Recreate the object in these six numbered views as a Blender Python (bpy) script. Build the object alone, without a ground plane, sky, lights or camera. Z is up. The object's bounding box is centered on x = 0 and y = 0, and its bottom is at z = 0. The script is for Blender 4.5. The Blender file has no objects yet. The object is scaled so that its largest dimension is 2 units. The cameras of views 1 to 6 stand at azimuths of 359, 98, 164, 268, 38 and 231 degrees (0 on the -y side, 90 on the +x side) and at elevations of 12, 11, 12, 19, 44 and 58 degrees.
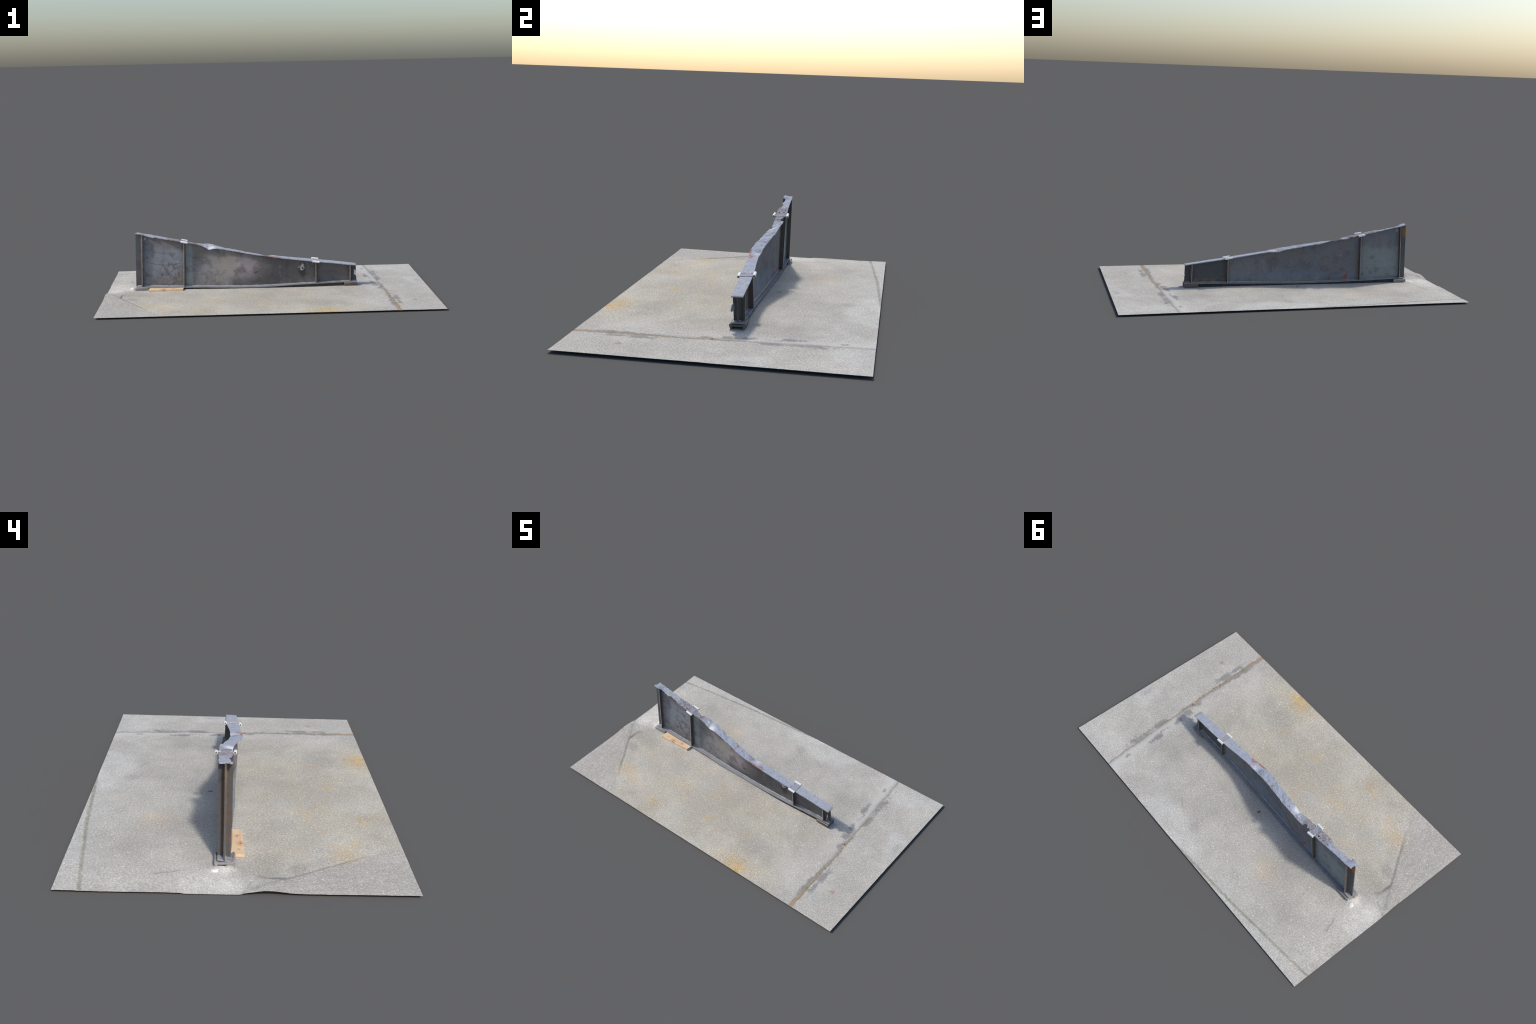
"""A short tapered, buckled steel I-beam resting on a weathered concrete slab, with a timber offcut beside it."""
import bpy, bmesh, math, random
import numpy as np
from mathutils import Vector, Matrix, noise as mn

random.seed(7)
scene = bpy.context.scene

# ----------------------------------------------------------------------------------------------
# small helpers
# ----------------------------------------------------------------------------------------------
def lerp(a, b, t):
    return a + (b - a) * t

def smooth(a, b, x):
    t = min(1.0, max(0.0, (x - a) / (b - a)))
    return t * t * (3 - 2 * t)

def fbm(x, y, z=0.0, octaves=3):
    return mn.fractal(Vector((x, y, z)), 0.9, 2.1, octaves)

class Track:
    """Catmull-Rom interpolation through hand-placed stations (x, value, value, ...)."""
    def __init__(self, rows):
        self.r = np.array(rows, float)
    def __call__(self, x):
        r = self.r
        xs = r[:, 0]
        x = min(max(x, xs[0]), xs[-1])
        i = int(np.clip(np.searchsorted(xs, x, side='right') - 1, 0, len(xs) - 2))
        h = xs[i + 1] - xs[i]
        t = (x - xs[i]) / h
        p1, p2 = r[i, 1:], r[i + 1, 1:]
        m1 = (r[i + 1, 1:] - r[i - 1, 1:]) / (xs[i + 1] - xs[i - 1]) * h if i > 0 else p2 - p1
        m2 = (r[i + 2, 1:] - r[i, 1:]) / (xs[i + 2] - xs[i]) * h if i + 2 < len(xs) else p2 - p1
        t2, t3 = t * t, t * t * t
        return p1 * (2 * t3 - 3 * t2 + 1) + m1 * (t3 - 2 * t2 + t) + p2 * (-2 * t3 + 3 * t2) + m2 * (t3 - t2)

def make_object(name, verts, faces, material, parent=None, angle=35, kind=None, tip=None):
    me = bpy.data.meshes.new(name)
    me.from_pydata([tuple(v) for v in verts], [], faces)
    me.update()
    bm = bmesh.new()
    bm.from_mesh(me)
    bmesh.ops.recalc_face_normals(bm, faces=bm.faces)
    bm.to_mesh(me)
    bm.free()
    ob = bpy.data.objects.new(name, me)
    scene.collection.objects.link(ob)
    if isinstance(material, (list, tuple)):
        for m in material:
            me.materials.append(m)
    else:
        me.materials.append(material)
    me.polygons.foreach_set("use_smooth", [True] * len(me.polygons))
    me.set_sharp_from_angle(angle=math.radians(angle))
    if parent is not None:
        ob.parent = parent
        ob.matrix_parent_inverse = parent.matrix_world.inverted()
    if kind:
        ob["kind"] = kind
    return ob

def sheet(rows, cols, top, bottom):
    """Closed plate from two matching grids of points."""
    v = []
    for g in (top, bottom):
        for i in range(rows):
            for j in range(cols):
                v.append(g(i, j))
    n = rows * cols
    f = []
    for i in range(rows - 1):
        for j in range(cols - 1):
            a = i * cols + j
            f.append((a, a + 1, a + cols + 1, a + cols))
            f.append((n + a, n + a + cols, n + a + cols + 1, n + a + 1))
    rim = [i * cols for i in range(rows)] + [(rows - 1) * cols + j for j in range(1, cols)] \
        + [i * cols + cols - 1 for i in range(rows - 2, -1, -1)] + [j for j in range(cols - 2, 0, -1)]
    for a, b in zip(rim, rim[1:] + rim[:1]):
        f.append((a, b, n + b, n + a))
    return v, f

def loft(sections, close_ends=True):
    """Tube through closed cross-sections of equal length."""
    k = len(sections[0])
    v = [p for s in sections for p in s]
    f = []
    for i in range(len(sections) - 1):
        for j in range(k):
            a, b = i * k + j, i * k + (j + 1) % k
            f.append((a, b, b + k, a + k))
    if close_ends:
        f.append(tuple(range(k)))
        f.append(tuple((len(sections) - 1) * k + j for j in range(k)))
    return v, f

def merge(parts):
    v, f = [], []
    for pv, pf in parts:
        o = len(v)
        v += list(pv)
        f += [tuple(i + o for i in q) for q in pf]
    return v, f

def tube(path, radius, sides=8, wobble=0.0, seed=0):
    secs = []
    for i, p in enumerate(path):
        p = Vector(p)
        q = Vector(path[min(i + 1, len(path) - 1)]) - Vector(path[max(i - 1, 0)])
        q.normalize()
        u = q.orthogonal() if abs(q.z) > 0.9 else q.cross(Vector((0, 0, 1)))
        u.normalize()
        w = q.cross(u)
        rr = radius * (1 + wobble * mn.noise(Vector((i * 0.9 + seed * 3.1, seed * 1.7, 0.3))))
        secs.append([p + (u * math.cos(a) + w * math.sin(a)) * rr for a in [2 * math.pi * s / sides for s in range(sides)]])
    return loft(secs)

def cut(ob, cutter_parts):
    for part in cutter_parts:
        cut_one(ob, [part])

def cut_one(ob, cutter_parts):
    v, f = merge(cutter_parts)
    c = make_object("cutter", v, f, ob.data.materials[0])
    bpy.context.view_layer.update()
    md = ob.modifiers.new("holes", 'BOOLEAN')
    md.operation, md.solver, md.object = 'DIFFERENCE', 'EXACT', c
    dg = bpy.context.evaluated_depsgraph_get()
    new = bpy.data.meshes.new_from_object(ob.evaluated_get(dg))
    old, name = ob.data, ob.data.name
    ob.modifiers.clear()
    ob.data = new
    bpy.data.meshes.remove(old)
    new.name = name
    new.polygons.foreach_set("use_smooth", [True] * len(new.polygons))
    new.set_sharp_from_angle(angle=math.radians(35))
    bpy.data.objects.remove(c)

# ----------------------------------------------------------------------------------------------
# material building: tiny expression layer over shader nodes
# ----------------------------------------------------------------------------------------------
class Val:
    def __init__(self, b, sock):
        self.b, self.s = b, sock
    def _op(self, op, *o, clamp=False):
        return self.b.math(op, self, *o, clamp=clamp)
    def __add__(self, o): return self._op('ADD', o)
    __radd__ = __add__
    def __mul__(self, o): return self._op('MULTIPLY', o)
    __rmul__ = __mul__
    def __sub__(self, o): return self._op('SUBTRACT', o)
    def __rsub__(self, o): return self.b.math('SUBTRACT', o, self)
    def abs(self): return self._op('ABSOLUTE')
    def max(self, o): return self._op('MAXIMUM', o)
    def min(self, o): return self._op('MINIMUM', o)

class Builder:
    def __init__(self, name):
        self.m = bpy.data.materials.new(name)
        self.m.use_nodes = True
        self.t = self.m.node_tree
        self.t.nodes.clear()
        self.out = self.t.nodes.new("ShaderNodeOutputMaterial")
        tc = self.t.nodes.new("ShaderNodeTexCoord")
        self.co = tc.outputs["Object"]
        sp = self.t.nodes.new("ShaderNodeSeparateXYZ")
        self.t.links.new(self.co, sp.inputs[0])
        self.x, self.y, self.z = (Val(self, sp.outputs[i]) for i in range(3))
    def plug(self, sock, v):
        if isinstance(v, Val):
            self.t.links.new(v.s, sock)
        elif isinstance(v, bpy.types.NodeSocket):
            self.t.links.new(v, sock)
        elif isinstance(v, tuple) and len(v) == 3 and sock.type == 'RGBA':
            sock.default_value = (*v, 1)
        else:
            sock.default_value = v
    def math(self, op, *a, clamp=False):
        n = self.t.nodes.new("ShaderNodeMath")
        n.operation, n.use_clamp = op, clamp
        for i, v in enumerate(a):
            self.plug(n.inputs[i], v)
        return Val(self, n.outputs[0])
    def vec(self, x, y, z):
        n = self.t.nodes.new("ShaderNodeCombineXYZ")
        for i, v in enumerate((x, y, z)):
            self.plug(n.inputs[i], v)
        return n.outputs[0]
    def noise(self, scale, detail=3, rough=0.55, co=None, seed=0.0, stretch=None, dist=0.0):
        n = self.t.nodes.new("ShaderNodeTexNoise")
        mp = self.t.nodes.new("ShaderNodeMapping")
        self.plug(mp.inputs["Vector"], co or self.co)
        mp.inputs["Location"].default_value = (seed * 1.37, seed * -2.11, seed * 0.73)
        if stretch:
            mp.inputs["Scale"].default_value = stretch
        self.t.links.new(mp.outputs[0], n.inputs["Vector"])
        n.inputs["Scale"].default_value = scale
        n.inputs["Detail"].default_value = detail
        n.inputs["Roughness"].default_value = rough
        n.inputs["Distortion"].default_value = dist
        return Val(self, n.outputs[0])
    def voronoi(self, scale, seed=0.0, stretch=None, out="Distance", feature='F1'):
        n = self.t.nodes.new("ShaderNodeTexVoronoi")
        n.feature = feature
        mp = self.t.nodes.new("ShaderNodeMapping")
        self.plug(mp.inputs["Vector"], self.co)
        mp.inputs["Location"].default_value = (seed, seed * 0.7, seed * 0.3)
        if stretch:
            mp.inputs["Scale"].default_value = stretch
        self.t.links.new(mp.outputs[0], n.inputs["Vector"])
        n.inputs["Scale"].default_value = scale
        return n.outputs[out] if out == "Color" else Val(self, n.outputs[out])
    def ramp(self, v, lo, hi, a=0.0, b=1.0):
        """Smooth map of v from [lo, hi] to [a, b]."""
        n = self.t.nodes.new("ShaderNodeMapRange")
        n.interpolation_type = 'SMOOTHSTEP'
        self.plug(n.inputs[0], v)
        if lo > hi:
            lo, hi, a, b = hi, lo, b, a
        for i, k in enumerate((lo, hi, a, b)):
            n.inputs[i + 1].default_value = k
        return Val(self, n.outputs[0])
    def spot(self, cx, cy, rx, ry, u=None, w=None, soft=0.6, wob=0.0):
        """1 inside an ellipse, falling to 0; u, w are the plane coordinates."""
        u, w = u or self.x, w or self.y
        d = self.math('SQRT', self.math('POWER', (u - cx) * (1 / rx), 2.0) + self.math('POWER', (w - cy) * (1 / ry), 2.0))
        return self.ramp(d if not isinstance(wob, Val) else d + wob, 1.0 + soft * 0.5, 1.0 - soft * 0.5)
    def mix(self, f, a, b, mode='MIX'):
        n = self.t.nodes.new("ShaderNodeMix")
        n.data_type, n.blend_type = 'RGBA', mode
        self.plug(n.inputs["Factor"], f)
        self.plug(n.inputs[6], a)
        self.plug(n.inputs[7], b)
        return n.outputs[2]
    def gain(self, col, v):
        """Multiply a colour by a scalar."""
        n = self.t.nodes.new("ShaderNodeVectorMath")
        n.operation = 'SCALE'
        self.plug(n.inputs[0], col)
        self.plug(n.inputs["Scale"], v)
        return n.outputs[0]
    def finish(self, col, rough=0.7, metallic=0.0, spec=0.3, bump=None, bump_strength=0.3, bump_dist=0.001):
        p = self.t.nodes.new("ShaderNodeBsdfPrincipled")
        self.plug(p.inputs["Base Color"], col)
        self.plug(p.inputs["Roughness"], rough)
        self.plug(p.inputs["Metallic"], metallic)
        p.inputs["Specular IOR Level"].default_value = spec
        if bump is not None:
            bn = self.t.nodes.new("ShaderNodeBump")
            bn.inputs["Strength"].default_value = bump_strength
            bn.inputs["Distance"].default_value = bump_dist
            self.plug(bn.inputs["Height"], bump)
            self.t.links.new(bn.outputs[0], p.inputs["Normal"])
        self.t.links.new(p.outputs[0], self.out.inputs[0])
        return self.m

# ----------------------------------------------------------------------------------------------
# materials
# ----------------------------------------------------------------------------------------------
def joint_x(y):          # long axis joint crossing near the +x end
    return 0.7165 - 0.046 * y - 0.028 * y * y

def joint_y(x):          # joint leaving the slab on the far side
    return 0.582 + 0.05 * x - 0.034 * x * x

# the broken seam between the two pavings at the near -x corner
SEAM = [(-0.995, -0.011), (-0.926, -0.042), (-0.874, -0.068), (-0.897, -0.098), (-0.897, -0.160), (-0.865, -0.209),
        (-0.830, -0.259), (-0.793, -0.317), (-0.757, -0.380), (-0.718, -0.436)]

def seam_distance(x, y):
    best = 9.0
    for (ax, ay), (bx, by) in zip(SEAM, SEAM[1:]):
        dx, dy = bx - ax, by - ay
        t = min(1.0, max(0.0, ((x - ax) * dx + (y - ay) * dy) / (dx * dx + dy * dy)))
        best = min(best, math.hypot(x - ax - t * dx, y - ay - t * dy))
    return best

def corner_side(x, y):
    """Positive on the outer (near -x corner) side of the seam."""
    return min(-((x + 0.897) * 0.838 + (y + 0.162) * 0.546), -((x + 0.995) * 0.426 + (y + 0.011) * 0.905))

def concrete():
    b = Builder("weathered_concrete")
    x, y = b.x, b.y
    wob = b.noise(9, 4, seed=3) - 0.5
    wob2 = b.noise(28, 3, seed=5) - 0.5
    wob3 = b.noise(110, 3, seed=9) - 0.5
    # broad tints
    cool, warm = (0.437, 0.425, 0.397), (0.440, 0.415, 0.355)
    warm_zone = b.ramp(y + wob * 0.4, 0.06, -0.22) * b.ramp(x + wob * 0.35, 0.72, 0.36) * b.ramp(x + wob2 * 0.12 + y * 0.55, -1.05, -0.92)
    tint = b.noise(4.2, 4, 0.6, seed=11)
    col = b.mix(warm_zone * b.ramp(tint, 0.25, 0.60, 0.35, 1.0), cool, warm)
    col = b.mix(b.ramp(b.noise(5.5, 4, 0.62, seed=21), 0.50, 0.70) * 0.5, col, (0.455, 0.43, 0.405))
    col = b.mix(b.ramp(b.noise(6.5, 4, 0.62, seed=23), 0.55, 0.72) * 0.45, col, (0.405, 0.415, 0.42))
    # near -x corner: older, coarser, slightly mauve paving beyond the seam
    side = ((x + 0.897) * -0.838 + (y + 0.162) * -0.546).min((x + 0.995) * -0.426 + (y + 0.011) * -0.905)
    corner = b.ramp(side + wob2 * 0.05 + wob * 0.03, -0.012, 0.014) * b.ramp(x * 0.83 + y * 0.55 + wob * 0.14, -0.74, -0.88)
    col = b.mix(corner * 0.34, col, (0.355, 0.335, 0.320))
    col = b.gain(col, b.math('ADD', 1.0, corner * (b.noise(65, 3, 0.7, seed=24, stretch=(1.0, 0.45, 1)) - 0.5) * 0.55))
    # yellow-brown iron stains on the near half
    stain = warm_zone * b.ramp(b.noise(10, 4, 0.65, seed=31), 0.54, 0.74)
    col = b.mix(stain * 0.5, col, (0.46, 0.385, 0.27))
    freckle = warm_zone * b.ramp(b.noise(22, 3, 0.6, seed=33), 0.68, 0.78)
    col = b.mix(freckle * 0.45, col, (0.52, 0.37, 0.20))
    for cx, cy, rx, ry, k in ((-0.05, -0.375, .022, .016, .6), (-0.348, -0.266, .040, .010, .5), (-0.03, -0.345, .03, .012, .35), (-0.285, -0.245, .022, .01, .35),
                              (-0.60, -0.42, .02, .012, .45), (-0.40, -0.47, .05, .02, .35), (-0.42, 0.30, .07, .06, .22)):
        col = b.mix(b.spot(cx, cy, rx, ry, soft=1.5, wob=wob2 * 2.4) * k, col, (0.53, 0.37, 0.19))
    orange = b.spot(0.320, -0.550, 0.058, 0.045, soft=1.2, wob=wob2 * 2.6)
    col = b.mix(orange * b.ramp(b.noise(40, 3, seed=35), 0.30, 0.68, 0.35, 1.0) * 0.95, col, (0.51, 0.335, 0.125))
    col = b.mix(b.spot(0.31, -0.52, 0.10, 0.075, soft=1.6, wob=wob * 2) * 0.20, col, (0.50, 0.385, 0.22))
    col = b.mix(b.spot(-0.70, -0.37, 0.065, 0.045, soft=1.7, wob=wob2 * 2.4) * 0.5, col, (0.50, 0.39, 0.23))
    # chalky and damp areas
    pale = b.spot(-0.945, 0.075, 0.070, 0.095, soft=1.6, wob=wob * 1.6 + wob2 * 0.8)
    col = b.mix(pale * (1.0 - corner) * 0.70, col, (0.585, 0.575, 0.555))
    col = b.mix(b.spot(-0.848, 0.060, 0.030, 0.045, soft=1.3, wob=wob2 * 2.5) * 0.55, col, (0.62, 0.60, 0.57))
    ring = b.spot(0.945, 0.145, 0.05, 0.09, soft=1.5, wob=wob2 * 2.2)
    col = b.mix(ring * 0.5, col, (0.54, 0.54, 0.535))
    col = b.mix(b.spot(0.965, 0.115, 0.020, 0.040, soft=1.3, wob=wob2 * 2) * 0.5, col, (0.34, 0.34, 0.35))
    pale2 = b.ramp(y + wob * 0.25 + x * 0.08, 0.36, 0.56) * b.ramp(b.noise(6, 4, seed=41), 0.35, 0.6)
    col = b.mix(pale2 * 0.55, col, (0.50, 0.51, 0.505))
    darkened = b.ramp(b.noise(7.5, 5, 0.65, seed=51), 0.54, 0.80) * 0.26
    for cx, cy, rx, ry, k in ((-0.815, -0.20, .045, .035, .5), (-0.80, -0.10, .08, .07, .35), (0.046, 0.435, .045, .035, .45), (0.50, 0.28, .10, .07, .32), (-0.66, 0.36, .12, .08, .25),
                              (0.31, -0.33, .13, .10, .30), (0.55, -0.16, .12, .09, .28), (-0.30, -0.12, .22, .06, .22), (0.05, -0.17, .2, .05, .18), (0.78, 0.02, .07, .12, .22), (-0.45, 0.18, .12, .08, .2)):  # includes long, slightly darker patches on the near side of the beam
        darkened = darkened.max(b.spot(cx, cy, rx, ry, soft=1.8, wob=wob * 1.8) * k)
    col = b.mix(darkened * 0.72, col, (0.245, 0.243, 0.235))
    # aggregate: sand grain with a little colour, dark pits, pale chips
    grain = b.noise(300, 2, 0.7, seed=61)
    col = b.gain(col, b.ramp(grain, 0.28, 0.72, 0.80, 1.19))
    col = b.gain(col, b.ramp(b.noise(130, 3, 0.65, seed=62), 0.27, 0.73, 0.80, 1.19))
    hue = b.ramp(b.noise(170, 2, seed=65), 0.35, 0.65)
    col = b.mix(0.35, col, b.mix(hue, (0.46, 0.415, 0.375), (0.42, 0.435, 0.425)), 'OVERLAY')
    col = b.gain(col, 1.05)
    chips = b.voronoi(105, seed=2.0)
    pick = b.ramp(b.noise(90, 1, seed=63), 0.50, 0.58)
    col = b.mix(b.ramp(chips, 0.30, 0.17) * pick * 0.85, col, (0.76, 0.73, 0.65))
    pits = b.voronoi(120, seed=7.0)
    pick2 = b.ramp(b.noise(70, 1, seed=64), 0.52, 0.64)
    col = b.mix(b.ramp(pits, 0.26, 0.10) * pick2 * 0.7, col, (0.19, 0.185, 0.18))
    # uneven wear of the surface at hand and arm scale
    col = b.gain(col, b.ramp(b.noise(17, 5, 0.68, seed=81), 0.30, 0.70, 0.955, 1.035))
    col = b.gain(col, b.ramp(b.noise(3.4, 3, 0.6, seed=83), 0.32, 0.68, 0.89, 1.06))
    # expansion joint towards the +x end: bitumen smears, then earthy filling
    dx = x - (0.7165 - y * 0.046 - y * y * 0.028)
    smear = None
    for cx, cy, rx, ry in ((0.757, -0.315, .017, .050), (0.758, -0.405, .012, .035), (0.716, -0.400, .012, .060), (0.722, -0.300, .010, .055), (0.700, -0.055, .016, .030),
                           (0.683, 0.020, .014, .030), (0.717, 0.350, .017, .055), (0.652, 0.257, .014, .045), (0.672, 0.190, .010, .030), (0.722, 0.200, .012, .060), (0.67, 0.10, .010, .03), (0.655, 0.47, .010, .02)):
        sp = b.spot(cx, cy, rx * 1.2, ry * 1.05, soft=1.0, wob=wob2 * 3.8 + wob3 * 1.8)
        smear = sp if smear is None else smear.max(sp)
    col = b.mix(smear * b.ramp(grain, 0.2, 0.8, 1.0, 0.7) * 0.82, col, (0.175, 0.178, 0.188))
    halo = b.ramp((dx + wob2 * 0.045 + wob3 * 0.012).abs(), 0.024, 0.003) * b.ramp(b.noise(9, 3, 0.6, seed=72), 0.34, 0.56, 0.3, 1.0)
    col = b.mix(halo * 0.42, col, (0.205, 0.205, 0.21))
    chalk = b.ramp((dx + 0.025 + wob2 * 0.05).abs(), 0.05, 0.010) * b.ramp(y, 0.05, 0.14)
    col = b.mix(chalk * 0.45 * (1.0 - smear), col, (0.52, 0.52, 0.51))
    width = (0.0058 - y * 0.0110).max(0.0035)
    fill = b.ramp((dx + wob3 * 0.014 + wob2 * 0.024).abs() - width, 0.0045, -0.0035)
    earth = b.mix(b.ramp(b.noise(80, 3, 0.7, seed=73), 0.35, 0.65), (0.36, 0.305, 0.225), (0.24, 0.205, 0.155))
    earth = b.mix(b.ramp(y + wob2 * 0.2, -0.44, -0.54), earth, (0.33, 0.245, 0.175))
    worn = b.ramp(b.noise(16, 3, 0.6, seed=74), 0.30, 0.52, 0.55, 1.0)
    col = b.mix(fill * b.ramp(y, 0.60, 0.1, 0.45, 0.90) * worn, col, earth)
    col = b.mix(b.ramp((dx + wob3 * 0.006 + wob2 * 0.014 - 0.004).abs(), 0.0028, 0.0008) * b.ramp(b.noise(14, 3, 0.6, seed=79), 0.36, 0.50) * 0.65, col, (0.11, 0.10, 0.085))
    col = b.mix(b.spot(0.7325, -0.428, 0.006, 0.014, soft=1.2, wob=wob3 * 2) * 0.8, col, (0.16, 0.20, 0.05))
    col = b.mix(b.spot(0.712, -0.038, 0.006, 0.005, soft=1.0, wob=wob3 * 2) * 0.9, col, (0.10, 0.085, 0.065))
    col = b.mix(b.spot(0.716, -0.055, 0.008, 0.009, soft=1.0, wob=wob3 * 2) * 0.7, col, (0.46, 0.35, 0.19))
    # long joint along the far side
    dy = y - (0.582 + x * 0.05 - x * x * 0.034)
    fill2 = b.ramp((dy + wob3 * 0.012 + wob2 * 0.014).abs(), 0.0105, 0.0025) * b.ramp(x, 0.06, -0.02)
    dirt = b.mix(b.ramp(b.noise(60, 3, 0.7, seed=75), 0.4, 0.6), (0.31, 0.295, 0.25), (0.215, 0.205, 0.165))
    dirt = b.mix(b.ramp(b.noise(16, 3, seed=76), 0.60, 0.68) * 0.7, dirt, (0.16, 0.18, 0.085))
    col = b.mix(fill2 * b.ramp(b.noise(12, 3, 0.6, seed=78), 0.32, 0.50, 0.25, 0.75), col, dirt)
    # seam and crack near the -x end: soft, broken, of changing width
    seam = None
    for (ax, ay), (cx, cy) in zip(SEAM, SEAM[1:]):
        ex, ey = cx - ax, cy - ay
        ll = ex * ex + ey * ey
        t = b.math('ADD', (x - ax) * (ex / ll), (y - ay) * (ey / ll), clamp=True)
        qx, qy = x - ax - t * ex + wob2 * 0.030, y - ay - t * ey + wob3 * 0.022 + wob * 0.02
        d2 = b.math('SQRT', qx * qx + qy * qy)
        seam = d2 if seam is None else seam.min(d2)
    broken = b.ramp(b.noise(17, 3, 0.6, seed=77), 0.38, 0.60, 0.10, 1.0)
    col = b.mix(b.ramp(seam, 0.013, 0.001) * broken * 0.36, col, (0.20, 0.20, 0.205))
    col = b.mix(b.spot(-0.896, -0.130, 0.0075, 0.036, soft=1.1, wob=wob3 * 2.5) * 0.75, col, (0.15, 0.15, 0.155))  # short dark dash at the bend of the line
    crack2 = b.ramp((x + 0.862 + (y - 0.22) * 0.30 + wob2 * 0.03).abs(), 0.009, 0.001) * b.ramp(y, 0.17, 0.20) * b.ramp(y, 0.29, 0.26)
    col = b.mix(crack2 * broken * 0.6, col, (0.21, 0.215, 0.225))
    # odd marks
    col = b.mix(b.spot(0.857, -0.366, 0.016, 0.011, soft=1.4, wob=wob2 * 2.8) * 0.6, col, (0.30, 0.175, 0.12))
    col = b.mix(b.spot(-0.110, 0.107, 0.006, 0.010, soft=0.8, wob=wob3 * 2) * 0.85, col, (0.07, 0.065, 0.06))
    col = b.mix(b.spot(-0.140, 0.165, 0.014, 0.012, soft=1.5, wob=wob3 * 3) * 0.5, col, (0.15, 0.15, 0.15))
    col = b.mix(b.spot(0.125, -0.113, 0.004, 0.004, soft=1.0), col, (0.55, 0.24, 0.20))
    col = b.mix(b.spot(0.208, 0.403, 0.030, 0.0030, u=x + y * 0.0, w=y + x * 0.55 - 0.114, soft=1.0) * 0.55, col, (0.25, 0.19, 0.165))
    col = b.mix(1.0, col, (1.0, 0.989, 0.966), 'MULTIPLY')
    col = b.gain(col, 1.06)
    h = grain * 0.6 + b.noise(90, 3, seed=62) * 0.8
    return b.finish(col, rough=0.95, spec=0.15, bump=h, bump_strength=0.25, bump_dist=0.002)

def steel(name, base, tint, dark, rust=0.0, seed=0.0, spec=0.35, mottling=9, grain=0.10, extra=None, rough=0.6):
    b = Builder(name)
    n1 = b.noise(mottling, 4, 0.6, seed=seed)
    n2 = b.noise(mottling * 2.7, 4, 0.6, seed=seed + 4)
    n3 = b.noise(160, 3, 0.65, seed=seed + 8)
    col = b.mix(b.ramp(n1, 0.35, 0.65), base, tint)
    col = b.mix(b.ramp(n2, 0.52, 0.72) * 0.55, col, dark)
    if rust:
        r = b.ramp(b.noise(22, 4, 0.65, seed=seed + 12), 0.62 - 0.12 * rust, 0.80 - 0.12 * rust)
        col = b.mix(r * min(1.0, 0.35 + rust * 0.5), col, (0.20, 0.095, 0.042))
    if extra:
        col = extra(b, col)
    col = b.gain(col, b.ramp(n3, 0.25, 0.75, 1 - grain, 1 + grain))
    return b.finish(col, rough=b.ramp(n2, 0.3, 0.7, rough - 0.08, rough + 0.12), spec=spec,
                    bump=n3 * 0.4 + n2, bump_strength=0.15, bump_dist=0.002)

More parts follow.
